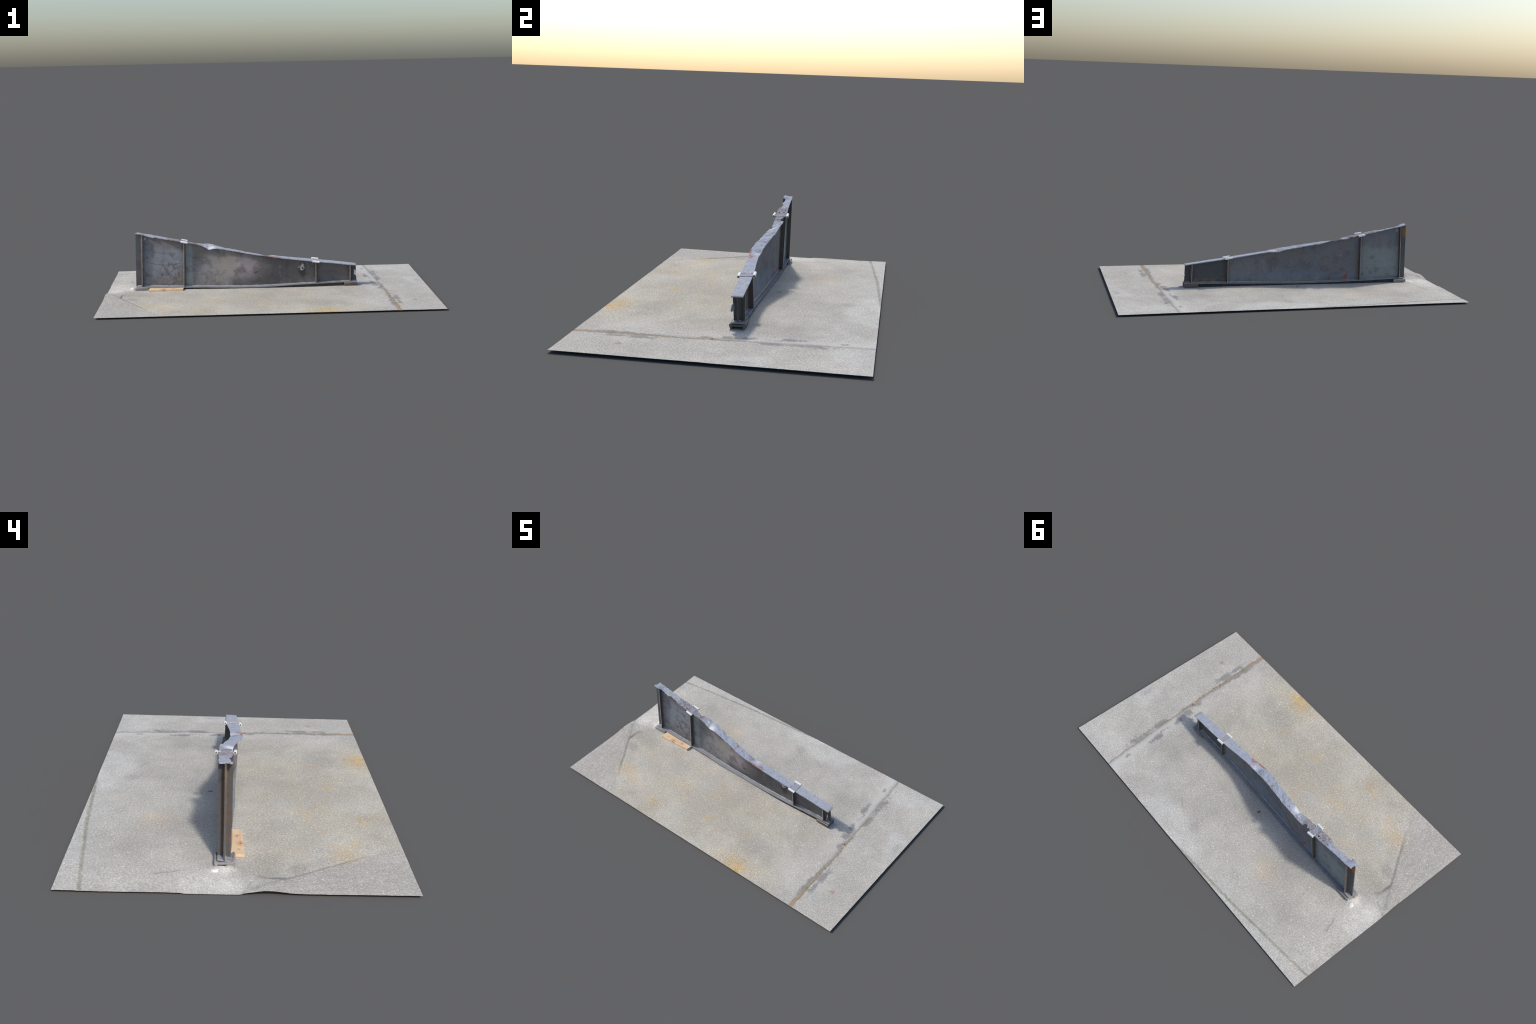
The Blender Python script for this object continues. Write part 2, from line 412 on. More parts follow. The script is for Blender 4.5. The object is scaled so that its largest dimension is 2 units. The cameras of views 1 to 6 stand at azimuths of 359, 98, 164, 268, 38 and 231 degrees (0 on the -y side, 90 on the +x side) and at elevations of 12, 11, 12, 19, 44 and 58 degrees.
def web_details(b, col):
    x, y, z = b.x, b.y, b.z
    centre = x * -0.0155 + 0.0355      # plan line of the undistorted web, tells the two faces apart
    side = b.t.nodes.new("ShaderNodeNewGeometry")
    sp = b.t.nodes.new("ShaderNodeSeparateXYZ")
    b.t.links.new(side.outputs["True Normal"], sp.inputs[0])
    ny = Val(b, sp.outputs[1])
    near, far = b.ramp(ny, 0.05, -0.05), b.ramp(ny, -0.05, 0.05)
    wob = b.noise(14, 4, seed=3) - 0.5
    wob2 = b.noise(40, 3, seed=4) - 0.5
    # --- near face -------------------------------------------------------------------------
    p1 = near * b.ramp(x, -0.512, -0.516)                                      # end panel
    col = b.mix(p1 * 0.6, col, (0.195, 0.222, 0.262))
    col = b.mix(p1 * b.spot(-0.65, 0.19, 0.095, 0.085, u=x, w=z, soft=1.6, wob=wob * 2.2) * 0.6, col, (0.275, 0.30, 0.335))
    col = b.mix(p1 * b.ramp(z + wob * 0.10 - (x + 0.64) * 0.30, 0.10, 0.05) * 0.55, col, (0.165, 0.135, 0.125))
    col = b.mix(p1 * b.ramp(z + (x + 0.77) * 0.22 + wob * 0.05, 0.285, 0.315) * 0.6, col, (0.195, 0.165, 0.16))
    oily = b.ramp(b.noise(38, 4, 0.68, seed=27, stretch=(1, 1, 0.75)), 0.47, 0.60)
    zone = b.spot(-0.600, 0.115, 0.065, 0.080, u=x, w=z, soft=1.4, wob=wob * 2.0)
    for cx, cz, r in ((-0.592, 0.226, .014), (-0.597, 0.190, .016), (-0.585, 0.128, .020), (-0.652, 0.108, .018), (-0.592, 0.058, .018), (-0.72, 0.225, .010)):
        zone = zone.max(b.spot(cx, cz, r, r * 1.2, u=x, w=z, soft=1.5, wob=wob2 * 3.0))
    col = b.mix(p1 * zone * oily * 0.62, col, (0.082, 0.068, 0.066))
    col = b.mix(p1 * b.ramp((x + 0.575 - (z - 0.10) * -0.22 + wob2 * 0.012).abs(), 0.0035, 0.001) * b.ramp(z, 0.04, 0.06) * b.ramp(z, 0.125, 0.10) * 0.6, col, (0.08, 0.07, 0.068))
    # sagging contour scratches on the end panel
    for cx, cz, k, x0, x1, wd, c in ((-0.625, 0.163, 1.55, -0.765, -0.530, 0.0016, (0.075, 0.085, 0.10)),
                                     (-0.560, 0.232, 0.85, -0.765, -0.570, 0.0014, (0.10, 0.11, 0.13)),
                                     (-0.640, 0.104, 9.0, -0.722, -0.560, 0.0016, (0.12, 0.11, 0.115)),
                                     (-0.640, 0.050, 3.0, -0.740, -0.520, 0.0009, (0.33, 0.29, 0.22))):
        curve = (z - cz - b.math('POWER', x - cx, 2.0) * k + wob * 0.006).abs()
        col = b.mix(p1 * b.ramp(curve, wd * 1.5, wd * 0.4) * b.ramp(x, x0, x0 + 0.02) * b.ramp(x, x1, x1 - 0.02) * 0.8, col, c)
    p2 = near * b.ramp(x, -0.508, -0.504)
    col = b.mix(p2 * b.ramp(x + wob * 0.03, -0.450, -0.480) * 0.8, col, (0.28, 0.315, 0.315))       # pale strip beside stiffener
    col = b.mix(p2 * b.spot(-0.36, 0.13, 0.10, 0.07, u=x, w=z, soft=1.6, wob=wob * 2.2) * 0.6, col, (0.29, 0.295, 0.325))
    col = b.mix(p2 * b.spot(-0.27, 0.15, 0.09, 0.09, u=x, w=z, soft=1.6, wob=wob * 2.4) * 0.6, col, (0.275, 0.25, 0.225))
    col = b.mix(p2 * b.spot(-0.11, 0.13, 0.07, 0.07, u=x, w=z, soft=1.6, wob=wob * 2.4) * 0.65, col, (0.30, 0.255, 0.29))
    col = b.mix(p2 * b.spot(-0.42, 0.215, 0.05, 0.04, u=x, w=z, soft=1.6, wob=wob * 2.4) * 0.45, col, (0.135, 0.13, 0.12))
    col = b.mix(p2 * b.spot(0.00, 0.11, 0.08, 0.10, u=x, w=z, soft=1.6, wob=wob * 3.2) * 0.5, col, (0.135, 0.115, 0.105))
    col = b.mix(p2 * b.spot(-0.13, 0.045, 0.09, 0.030, u=x, w=z, soft=1.6, wob=wob * 2.5) * 0.5, col, (0.115, 0.125, 0.125))
    col = b.mix(p2 * b.spot(0.224, 0.115, 0.026, 0.060, u=x, w=z, soft=0.9, wob=wob * 1.5) * 0.7, col, (0.095, 0.07, 0.085))
    
    rusty_foot = b.ramp(z - 0.020 + wob * 0.03 - (x - 0.1) * 0.03, 0.022, 0.006) * b.ramp(x, 0.02, 0.15) * b.ramp(x, 0.30, 0.28)
    col = b.mix(near * rusty_foot * 0.6, col, (0.24, 0.155, 0.065))
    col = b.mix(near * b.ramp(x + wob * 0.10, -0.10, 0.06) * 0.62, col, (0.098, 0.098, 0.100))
    col = b.mix(p2 * b.ramp(b.noise(15, 4, 0.65, seed=29), 0.55, 0.70) * b.ramp(x, 0.15, -0.1) * 0.5, col, (0.115, 0.098, 0.088))
    col = b.mix(p2 * b.ramp(b.noise(18, 4, 0.65, seed=30), 0.60, 0.72) * b.ramp(x, -0.44, -0.38) * b.ramp(x, 0.1, -0.05) * 0.45, col, (0.30, 0.26, 0.225))
    col = b.mix(p2 * b.spot(0.224, 0.118, 0.022, 0.052, u=x, w=z, soft=0.8, wob=wob * 1.5) * 0.75, col, (0.050, 0.036, 0.046))
    flake = b.spot(0.219, 0.133, 0.017, 0.024, u=x, w=z, soft=0.5, wob=wob2 * 1.6) * b.ramp(b.noise(85, 2, seed=9), 0.47, 0.53)
    col = b.mix(p2 * flake * 0.9, col, (0.58, 0.52, 0.46))
    gouge = b.spot(-0.066, 0.112, 0.016, 0.007, u=x + z * 0.2 - 0.022, w=z - x * 0.5 - 0.033, soft=1.0, wob=wob2 * 2.5)
    col = b.mix(p2 * gouge * 0.8, col, (0.065, 0.055, 0.06))
    # --- far face --------------------------------------------------------------------------
    q1 = far * b.ramp(x, -0.505, -0.520)
    col = b.mix(q1 * b.ramp(z + wob * 0.12, 0.27, 0.20) * 0.7, col, (0.265, 0.305, 0.305))
    col = b.mix(q1 * b.ramp(z + wob * 0.12, 0.22, 0.28) * 0.4, col, (0.215, 0.235, 0.275))
    for cx, cz, r in ((-0.600, 0.165, .012), (-0.545, 0.062, .010), (-0.595, 0.070, .012), (-0.635, 0.085, .014), (-0.57, 0.10, .006)):
        col = b.mix(q1 * b.spot(cx, cz, r, r, u=x, w=z, soft=1.5, wob=wob2 * 2.5) * 0.55, col, (0.12, 0.125, 0.12))
    for cx, cz in ((-0.662, 0.057), (-0.733, 0.062)):
        col = b.mix(q1 * b.spot(cx, cz, 0.006, 0.004, u=x, w=z, soft=1.0, wob=wob2 * 2) * 0.85, col, (0.40, 0.27, 0.06))
    col = b.mix(far * b.spot(-0.798, 0.325, 0.012, 0.026, u=x, w=z, soft=1.0, wob=wob2 * 2) * 0.9, col, (0.33, 0.15, 0.03))
    q2 = far * b.ramp(x, -0.510, -0.495)
    col = b.mix(q2 * b.ramp(z + wob * 0.05, 0.12, 0.05) * 0.6, col, (0.20, 0.235, 0.28))
    col = b.mix(q2 * b.spot(-0.40, 0.19, 0.05, 0.06, u=x, w=z, soft=1.6, wob=wob * 2.2) * 0.5, col, (0.165, 0.14, 0.165))
    col = b.mix(q2 * b.spot(0.02, 0.14, 0.035, 0.035, u=x, w=z, soft=1.4, wob=wob * 2.4) * 0.55, col, (0.125, 0.115, 0.12))
    line = b.ramp(z - 0.026 - b.math('POWER', x + 0.08, 2.0) * 0.05 + wob2 * 0.006, 0.011, 0.005) * b.ramp(x, -0.34, -0.30) * b.ramp(x, 0.30, 0.22)
    col = b.mix(far * line * 0.75, col, (0.26, 0.215, 0.10))
    q3 = far * b.ramp(x, 0.306, 0.310)
    col = b.mix(q3 * 0.85, col, (0.070, 0.076, 0.078))
    col = b.mix(q3 * b.ramp(z + wob * 0.04, 0.062, 0.042) * b.ramp(b.noise(30, 3, seed=19), 0.45, 0.6) * 0.8, col, (0.25, 0.14, 0.035))
    for cx, cz, rx, rz in ((-0.329, 0.041, .0085, .0095), (-0.431, 0.047, .012, .011), (-0.437, 0.059, .0075, .011), (-0.411, 0.043, .009, .006)):
        col = b.mix(far * b.spot(cx, cz, rx, rz, u=x, w=z, soft=0.35, wob=wob2 * 0.5) * 0.92, col, (0.42, 0.095, 0.030))
    col = b.mix(b.ramp(b.noise(19, 4, 0.65, seed=37), 0.56, 0.72) * 0.30 * (1.0 - far * 0.6), col, (0.085, 0.072, 0.066))
    outer = b.ramp(x + wob2 * 0.01, -0.782, -0.787).max(b.ramp(x + wob2 * 0.01, 0.526, 0.532))
    col = b.mix(outer * 0.75, col, (0.075, 0.078, 0.082))  # web ends tinted dark to match baked shade beyond the stiffeners
    grime = b.ramp(b.noise(11, 5, 0.7, seed=43), 0.48, 0.66) * 0.55 * (1.0 - far * 0.6)
    col = b.mix(grime, col, (0.078, 0.062, 0.054))
    rusty = b.ramp(b.noise(60, 3, 0.6, seed=44), 0.66, 0.74) * b.ramp(b.noise(8, 2, seed=45), 0.45, 0.6)
    col = b.mix(rusty * 0.55, col, (0.22, 0.11, 0.05))
    for sx in (-0.778, -0.518, 0.306, 0.521):
        streak = b.ramp((x - sx + wob2 * 0.02).abs(), 0.020, 0.004) * b.ramp(b.noise(30, 4, 0.65, seed=47, stretch=(1, 1, 0.3)), 0.42, 0.60)
        col = b.mix(streak * 0.6, col, (0.105, 0.062, 0.036))
    paler = b.ramp(b.noise(16, 4, 0.65, seed=46), 0.60, 0.74) * (1.0 - outer) * b.ramp(x, 0.30, 0.0)
    col = b.mix(paler * 0.5, col, (0.31, 0.315, 0.32))
    col = b.mix(far * b.spot(-0.803, 0.325, 0.012, 0.030, u=x, w=z, soft=1.0, wob=wob2 * 2) * 0.9, col, (0.33, 0.15, 0.03))
    # dull mill-scale streaks
    col = b.mix(b.ramp(b.noise(26, 3, seed=14, stretch=(1, 1, 0.25)), 0.58, 0.70) * 0.16, col, (0.10, 0.10, 0.11))
    return col

def flange_details(b, col):
    x, y = b.x, b.y
    wob2 = b.noise(40, 3, seed=6) - 0.5
    smut = b.ramp(b.noise(24, 4, 0.65, seed=26), 0.55, 0.68) * b.ramp(x, 0.15, -0.15, 0.35, 1.0)
    col = b.mix(smut * 0.6, col, (0.185, 0.17, 0.185))
    burnt = b.ramp(x + wob2 * 0.03, -0.635, -0.60) * b.ramp(x + wob2 * 0.03, -0.405, -0.44)
    col = b.mix(burnt * 0.75, col, (0.275, 0.245, 0.255))
    col = b.mix(burnt * b.ramp(b.noise(45, 3, seed=7), 0.58, 0.68) * 0.7, col, (0.33, 0.20, 0.13))
    col = b.mix(b.spot(-0.352, 0.030, 0.034, 0.020, soft=1.4, wob=wob2 * 2) * 0.7, col, (0.66, 0.68, 0.72))
    col = b.mix(b.spot(0.030, 0.020, 0.018, 0.020, soft=1.5, wob=wob2 * 2) * 0.5, col, (0.56, 0.60, 0.66))
    red = b.spot(0.025, -0.017, 0.055, 0.007, u=x, w=y + x * -0.10, soft=0.8, wob=wob2 * 2.4).max(b.spot(0.075, -0.010, 0.022, 0.012, soft=0.9, wob=wob2 * 3))
    col = b.mix(red * b.ramp(b.noise(90, 3, seed=8), 0.35, 0.55) * 0.8, col, (0.40, 0.15, 0.10))
    sooty = b.spot(-0.015, 0.010, 0.022, 0.018, soft=1.5, wob=wob2 * 2.5)
    col = b.mix(sooty * b.ramp(b.noise(70, 3, seed=15), 0.45, 0.6) * 0.6, col, (0.16, 0.175, 0.19))
    end = b.ramp(x + wob2 * 0.02, 0.535, 0.562)
    col = b.mix(end * 0.6, col, (0.26, 0.20, 0.165))
    edge = b.ramp(x, 0.36, 0.42) * b.ramp((y + 0.0008).abs() + wob2 * 0.003, 0.0035, 0.001) * b.ramp(b.noise(50, 3, seed=16), 0.45, 0.6)
    col = b.mix(edge * 0.75, col, (0.38, 0.20, 0.085))
    clamp = b.ramp(x + wob2 * 0.006, 0.282, 0.286) * b.ramp(x + wob2 * 0.006, 0.330, 0.326)
    col = b.mix(clamp * 0.35, col, (0.33, 0.31, 0.33))
    return col

def timber():
    b = Builder("sawn_pine")
    g = b.noise(14, 4, 0.6, seed=1, stretch=(0.25, 3.2, 2.0), dist=0.6)
    col = b.mix(b.ramp(g, 0.3, 0.7), (0.66, 0.47, 0.285), (0.74, 0.57, 0.37))
    col = b.mix(b.ramp(b.noise(20, 3, seed=2), 0.5, 0.7) * 0.5, col, (0.64, 0.44, 0.31))
    wob = b.noise(60, 3, seed=3) - 0.5
    for cx, cy, r in ((-0.652, -0.010, .007), (-0.640, -0.0205, .004), (-0.636, -0.012, .003), (-0.585, 0.002, .0055), (-0.70, -0.004, .003)):
        col = b.mix(b.spot(cx, cy, r * 2.8, r * 1.6, soft=1.5, wob=wob * 2) * 0.5, col, (0.50, 0.25, 0.14))
        col = b.mix(b.spot(cx, cy, r * 0.7, r * 0.5, soft=1.0, wob=wob * 2) * 0.8, col, (0.13, 0.07, 0.06))
    return b.finish(col, rough=0.8, spec=0.2, bump=g, bump_strength=0.2, bump_dist=0.002)

def plain(name, colour, second=None, scale=60, rough=0.7, spec=0.3, lo=0.4, hi=0.65):
    b = Builder(name)
    n = b.noise(scale, 3, 0.6, seed=2)
    col = b.mix(b.ramp(n, lo, hi), colour, second) if second else b.gain(colour, b.ramp(n, 0.2, 0.8, 0.85, 1.15))
    return b.finish(col, rough=rough, spec=spec, bump=n, bump_strength=0.2, bump_dist=0.001)

M_SLAB = concrete()
M_WEB = steel("mill_scale_steel", (0.172, 0.177, 0.188), (0.192, 0.176, 0.172), (0.098, 0.088, 0.084), seed=1, mottling=7, extra=web_details, rough=0.75, spec=0.22)  # base darkened overall toward the occlusion shade on the panels
M_TOP = steel("bright_scuffed_steel", (0.36, 0.395, 0.455), (0.40, 0.405, 0.45), (0.255, 0.255, 0.285), seed=5, mottling=14, grain=0.17, extra=flange_details, rough=0.85, spec=0.10)  # base lightened to carry the highlights on the flange
M_BOTTOM = steel("grey_flange_steel", (0.270, 0.275, 0.305), (0.245, 0.240, 0.242), (0.165, 0.158, 0.16), rust=0.15, seed=9, mottling=12, rough=0.75, spec=0.2)
M_STIFF = steel("dark_plate_steel", (0.085, 0.086, 0.087), (0.10, 0.088, 0.080), (0.055, 0.049, 0.045), rust=0.5, seed=13, mottling=16, rough=0.8, spec=0.15)
M_EDGE = steel("sawn_edge_steel", (0.31, 0.30, 0.29), (0.24, 0.22, 0.205), (0.13, 0.11, 0.10), rust=0.35, seed=15, mottling=30)
M_FOOT = steel("rusty_foot_steel", (0.150, 0.130, 0.115), (0.12, 0.10, 0.085), (0.075, 0.062, 0.055), rust=0.9, seed=17, mottling=20, rough=0.8, spec=0.2)
M_FOOT_BARE = steel("worn_foot_steel", (0.32, 0.31, 0.31), (0.25, 0.235, 0.22), (0.15, 0.135, 0.125), rust=0.4, seed=18, mottling=26, rough=0.65, spec=0.3)
M_GAP_SHADOW = plain("black_gap_shadow", (0.030, 0.029, 0.028), (0.055, 0.050, 0.045), 40)
M_WELD = plain("weld_metal", (0.17, 0.085, 0.040), (0.17, 0.145, 0.125), 30)
M_WELD_BRIGHT = plain("bright_weld_metal", (0.42, 0.46, 0.50), (0.27, 0.27, 0.27), 40, rough=0.6, spec=0.3)
M_PIN = plain("white_wrapped_pin", (0.84, 0.86, 0.84), (0.66, 0.64, 0.57), 70, lo=0.5, hi=0.75)
M_PIN_END = plain("grimy_pin_end", (0.22, 0.21, 0.17), (0.10, 0.10, 0.085), 90)
M_TAPE = plain("cream_glue", (0.55, 0.50, 0.40), (0.38, 0.36, 0.32), 120)
M_DAB = plain("yellow_marking_dab", (0.42, 0.31, 0.16), (0.36, 0.22, 0.10), 60)
M_DAB_PALE = plain("pale_marking_dab", (0.40, 0.43, 0.46), (0.33, 0.35, 0.33), 60)
M_TAG = plain("torn_grey_tape", (0.27, 0.31, 0.335), (0.22, 0.25, 0.27), 50)
M_STONE = plain("pale_stone", (0.78, 0.76, 0.72), (0.66, 0.63, 0.58), 50)
M_WOOD = timber()

# ----------------------------------------------------------------------------------------------
# concrete slab
# ----------------------------------------------------------------------------------------------
EDGE_W = Track([(-0.585, .0085), (-0.42, .0080), (-0.26, .0072), (-0.175, .0077), (-0.133, .0121), (-0.091, .0141), (-0.049, .0087),
                (0.003, .0010), (0.05, .0000), (0.10, .0000), (0.16, .0006), (0.185, .0039), (0.26, .0048), (0.36, .0044),
                (0.45, .0044), (0.515, .0059), (0.585, .0068)])

def slab_height(x, y):
    z = 0.0094 - 0.0012 * max(abs(x) ** 6, (abs(y) / 0.5835) ** 6)
    e = EDGE_W(y)[0]
    z = lerp(z, e, smooth(-0.86, -0.995, x))
    # the outer paving stands slightly proud along the seam
    if x < -0.68 and -0.48 < y < 0.03:
        d = seam_distance(x, y) + 0.005 * fbm(x * 30, y * 30, 1.0)
        side = corner_side(x, y)
        fade = smooth(-0.47, -0.36, y)
        z += fade * 0.0022 * smooth(-0.004, 0.008, side) * smooth(0.14, 0.02, d)
        z -= fade * 0.0016 * math.exp(-(d / 0.007) ** 2)
    # rubble heaped under the -x foot
    z += 0.0085 * math.exp(-(((x + 0.833) / 0.019) ** 2 + ((y - 0.047) / 0.034) ** 2)) * (1 + 0.6 * fbm(x * 40, y * 40, 4))
    z += 0.0007 * fbm(x * 5, y * 5, 7) + 0.0003 * fbm(x * 45, y * 45, 2)
    # shallow joints
    w = max(0.0035, 0.0058 - 0.0110 * y)
    z -= 0.0012 * smooth(w + 0.004, w - 0.002, abs(x - joint_x(y)))
    if x < 0.05:
        z -= 0.0012 * smooth(0.012, 0.006, abs(y - joint_y(x))) * smooth(0.05, -0.02, x)
    return max(z, 0.0008)

def build_slab():
    nx, ny = 401, 235
    X = np.linspace(-1.0, 1.0, nx)
    Y = np.linspace(-0.5836, 0.5836, ny)
    H = {}
    for i in range(nx):
        for j in range(ny):
            x, y = X[i], Y[j]
            if i in (0, nx - 1):
                x *= 1 - 0.0012 * abs(fbm(y * 14, 3.0 + i)) if abs(y) < 0.57 else 1.0
            if j in (0, ny - 1):
                y *= 1 - 0.0016 * abs(fbm(x * 12, 9.0 + j))
            H[i, j] = (x, y, slab_height(x, y))
    def under(i, j):
        x, y, z = H[i, j]
        d = min(1 - abs(x), 0.5836 - abs(y))
        return (x, y, max(0.0, lerp(max(z - 0.0012, 0.0), 0.0, smooth(0.012, 0.05, d))))
    v, f = sheet(nx, ny, lambda i, j: H[i, j], under)
    return make_object("concrete_slab", v, f, M_SLAB, angle=50)

slab = build_slab()
slab["label"] = "weathered grey concrete slab with joints and rust stains"
slab["category"] = "concrete slab"

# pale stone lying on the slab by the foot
def pebble(name, c, r, material, parent, seed):
    bm = bmesh.new()
    bmesh.ops.create_icosphere(bm, subdivisions=3, radius=1.0)
    for v in bm.verts:
        n = v.co.normalized()
        k = 1 + 0.30 * mn.noise(n * 1.6 + Vector((seed, 0, 0)))
        v.co = Vector((c[0] + n.x * r[0] * k, c[1] + n.y * r[1] * k, c[2] + n.z * r[2] * k))
    vs = [tuple(v.co) for v in bm.verts]
    fs = [tuple(q.index for q in p.verts) for p in bm.faces]
    bm.free()
    return make_object(name, vs, fs, material, parent, angle=60)

pebble("stone", (-0.849, 0.076, 0.0085), (0.014, 0.014, 0.0075), M_STONE, slab, 2.0)
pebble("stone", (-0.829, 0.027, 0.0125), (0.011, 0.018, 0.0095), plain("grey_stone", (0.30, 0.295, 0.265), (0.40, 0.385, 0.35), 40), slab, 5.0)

# ----------------------------------------------------------------------------------------------
# steel beam
# ----------------------------------------------------------------------------------------------
beam = bpy.data.objects.new("steel_beam", None)
beam.location = (-0.12, 0.035, 0.011)
scene.collection.objects.link(beam)
beam["label"] = "short tapered welded steel I-beam, buckled, with a ragged flange"
beam["category"] = "steel beam"
bpy.context.view_layer.update()

# stations along the top flange: x, near edge (y, z), far edge (y, z)
TOP = Track([
    (-0.808, 0.0262, 0.3700, 0.0704, 0.3675),
    (-0.80, 0.0264, 0.3689, 0.0706, 0.3665), (-0.78, 0.0253, 0.3637, 0.0715, 0.3622), (-0.765, 0.0355, 0.3570, 0.0724, 0.3599),
    (-0.74, 0.0362, 0.3495, 0.0718, 0.3553), (-0.72, 0.0345, 0.3450, 0.0721, 0.3512), (-0.70, 0.0318, 0.3416, 0.0712, 0.3467),
    (-0.68, 0.0391, 0.3370, 0.0709, 0.3425), (-0.66, 0.0367, 0.3337, 0.0713, 0.3378), (-0.64, 0.0366, 0.3311, 0.0717, 0.3340),
    (-0.62, 0.0280, 0.3293, 0.0724, 0.3299), (-0.60, 0.0247, 0.3255, 0.0732, 0.3255), (-0.56, 0.0233, 0.3178, 0.0743, 0.3180),
    (-0.52, 0.0240, 0.3087, 0.0730, 0.3100), (-0.48, 0.0265, 0.3005, 0.0719, 0.3012), (-0.44, 0.0263, 0.2939, 0.0720, 0.2918),
    (-0.42, 0.0267, 0.2891, 0.0736, 0.2879), (-0.40, 0.0266, 0.2830, 0.0734, 0.2858), (-0.38, 0.0268, 0.2721, 0.0718, 0.2864),
    (-0.36, 0.0262, 0.2590, 0.0709, 0.2845), (-0.34, 0.0224, 0.2620, 0.0700, 0.2807), (-0.32, 0.0191, 0.2650, 0.0674, 0.2745),
    (-0.30, 0.0174, 0.2635, 0.0637, 0.2684), (-0.26, 0.0135, 0.2590, 0.0598, 0.2579), (-0.22, 0.0064, 0.2521, 0.0533, 0.2503),
    (-0.16, -0.0015, 0.2418, 0.0453, 0.2404), (-0.12, -0.0095, 0.2354, 0.0397, 0.2323), (-0.08, -0.0146, 0.2278, 0.0353, 0.2243),
    (-0.04, -0.0179, 0.2219, 0.0326, 0.2170), (0.00, -0.0196, 0.2168, 0.0303, 0.2070), (0.04, -0.0170, 0.2093, 0.0318, 0.2078),
    (0.08, -0.0144, 0.2019, 0.0318, 0.2034), (0.16, -0.0125, 0.1910, 0.0363, 0.1928), (0.24, -0.0095, 0.1803, 0.0430, 0.1826),
    (0.32, -0.0058, 0.1692, 0.0469, 0.1726), (0.40, -0.0030, 0.1600, 0.0494, 0.1632), (0.48, -0.0008, 0.1493, 0.0494, 0.1528),
    (0.56, 0.0015, 0.1396, 0.0495, 0.1418)])
# stations along the bottom flange: x, near edge (y, z), far edge (y, z); z is the underside
BOT = Track([
    (-0.821, 0.0245, 0.0262, 0.0690, 0.0335), (-0.76, 0.0240, 0.0240, 0.0690, 0.0325), (-0.68, 0.0207, 0.0229, 0.0700, 0.0305),
    (-0.60, 0.0190, 0.0218, 0.0690, 0.0272), (-0.52, 0.0192, 0.0203, 0.0688, 0.0250), (-0.44, 0.0163, 0.0198, 0.0695, 0.0240),
    (-0.36, 0.0132, 0.0183, 0.0672, 0.0209), (-0.28, 0.0090, 0.0168, 0.0645, 0.0199), (-0.20, 0.0074, 0.0148, 0.0610, 0.0186),
    (-0.12, 0.0075, 0.0134, 0.0587, 0.0178), (-0.04, 0.0057, 0.0148, 0.0565, 0.0188), (0.04, 0.0035, 0.0170, 0.0551, 0.0206),
    (0.12, 0.0002, 0.0215, 0.0538, 0.0222), (0.20, -0.0015, 0.0258, 0.0527, 0.0238), (0.28, 0.0005, 0.0279, 0.0526, 0.0266),
    (0.36, 0.0031, 0.0292, 0.0537, 0.0288), (0.44, 0.0072, 0.0305, 0.0548, 0.0300), (0.52, 0.0068, 0.0325, 0.0560, 0.0322),
    (0.5655, 0.0060, 0.0335, 0.0560, 0.0340)])
T_TOP, T_BOT, T_WEB = 0.0045, 0.0055, 0.0058

def top_point(x, t, drop=0.0):
    """Point on the upper (drop=0) or lower skin of the top flange; t runs 0..1 across."""
    y0, z0, y1, z1 = TOP(x)
    ragged = smooth(0.20, -0.10, x)
    n0 = 0.0022 * fbm(x * 60, 1.3, 0, 4) + 0.0014 * fbm(x * 22, 5.5)
    n1 = 0.0022 * fbm(x * 60, 8.1, 0, 4) + 0.0014 * fbm(x * 22, 3.7)
    k = lerp(0.30, 1.0, ragged)
    y = lerp(y0 + n0 * k, y1 + n1 * k, t)
    dents = 0.0021 * fbm(x * 26, t * 2.2, 2.0) * ragged + 0.0008 * fbm(x * 60, t * 5, 6.0)
    burn = smooth(-0.64, -0.60, x) * smooth(-0.40, -0.46, x)
    dents += burn * 0.0022 * fbm(x * 75, t * 5, 3.0)
    z = lerp(z0, z1, t) + T_TOP * 0.75 + dents
    return Vector((x, y, z - drop))

def top_underside(x):
    return top_point(x, 0.5).z - T_TOP

def bot_point(x, t, rise=0.0):
    y0, z0, y1, z1 = BOT(x)
    k = smooth(0.30, 0.45, x)
    n = 0.0008 * fbm(x * 20, 2.2 + t) + k * 0.0022 * fbm(x * 38, 7.7 + 3 * round(t)) * smooth(0.56, 0.5, x)
    return Vector((x, lerp(y0, y1, t) + (n if t < 0.5 else -n) * abs(2 * t - 1), lerp(z0, z1, t) + rise))

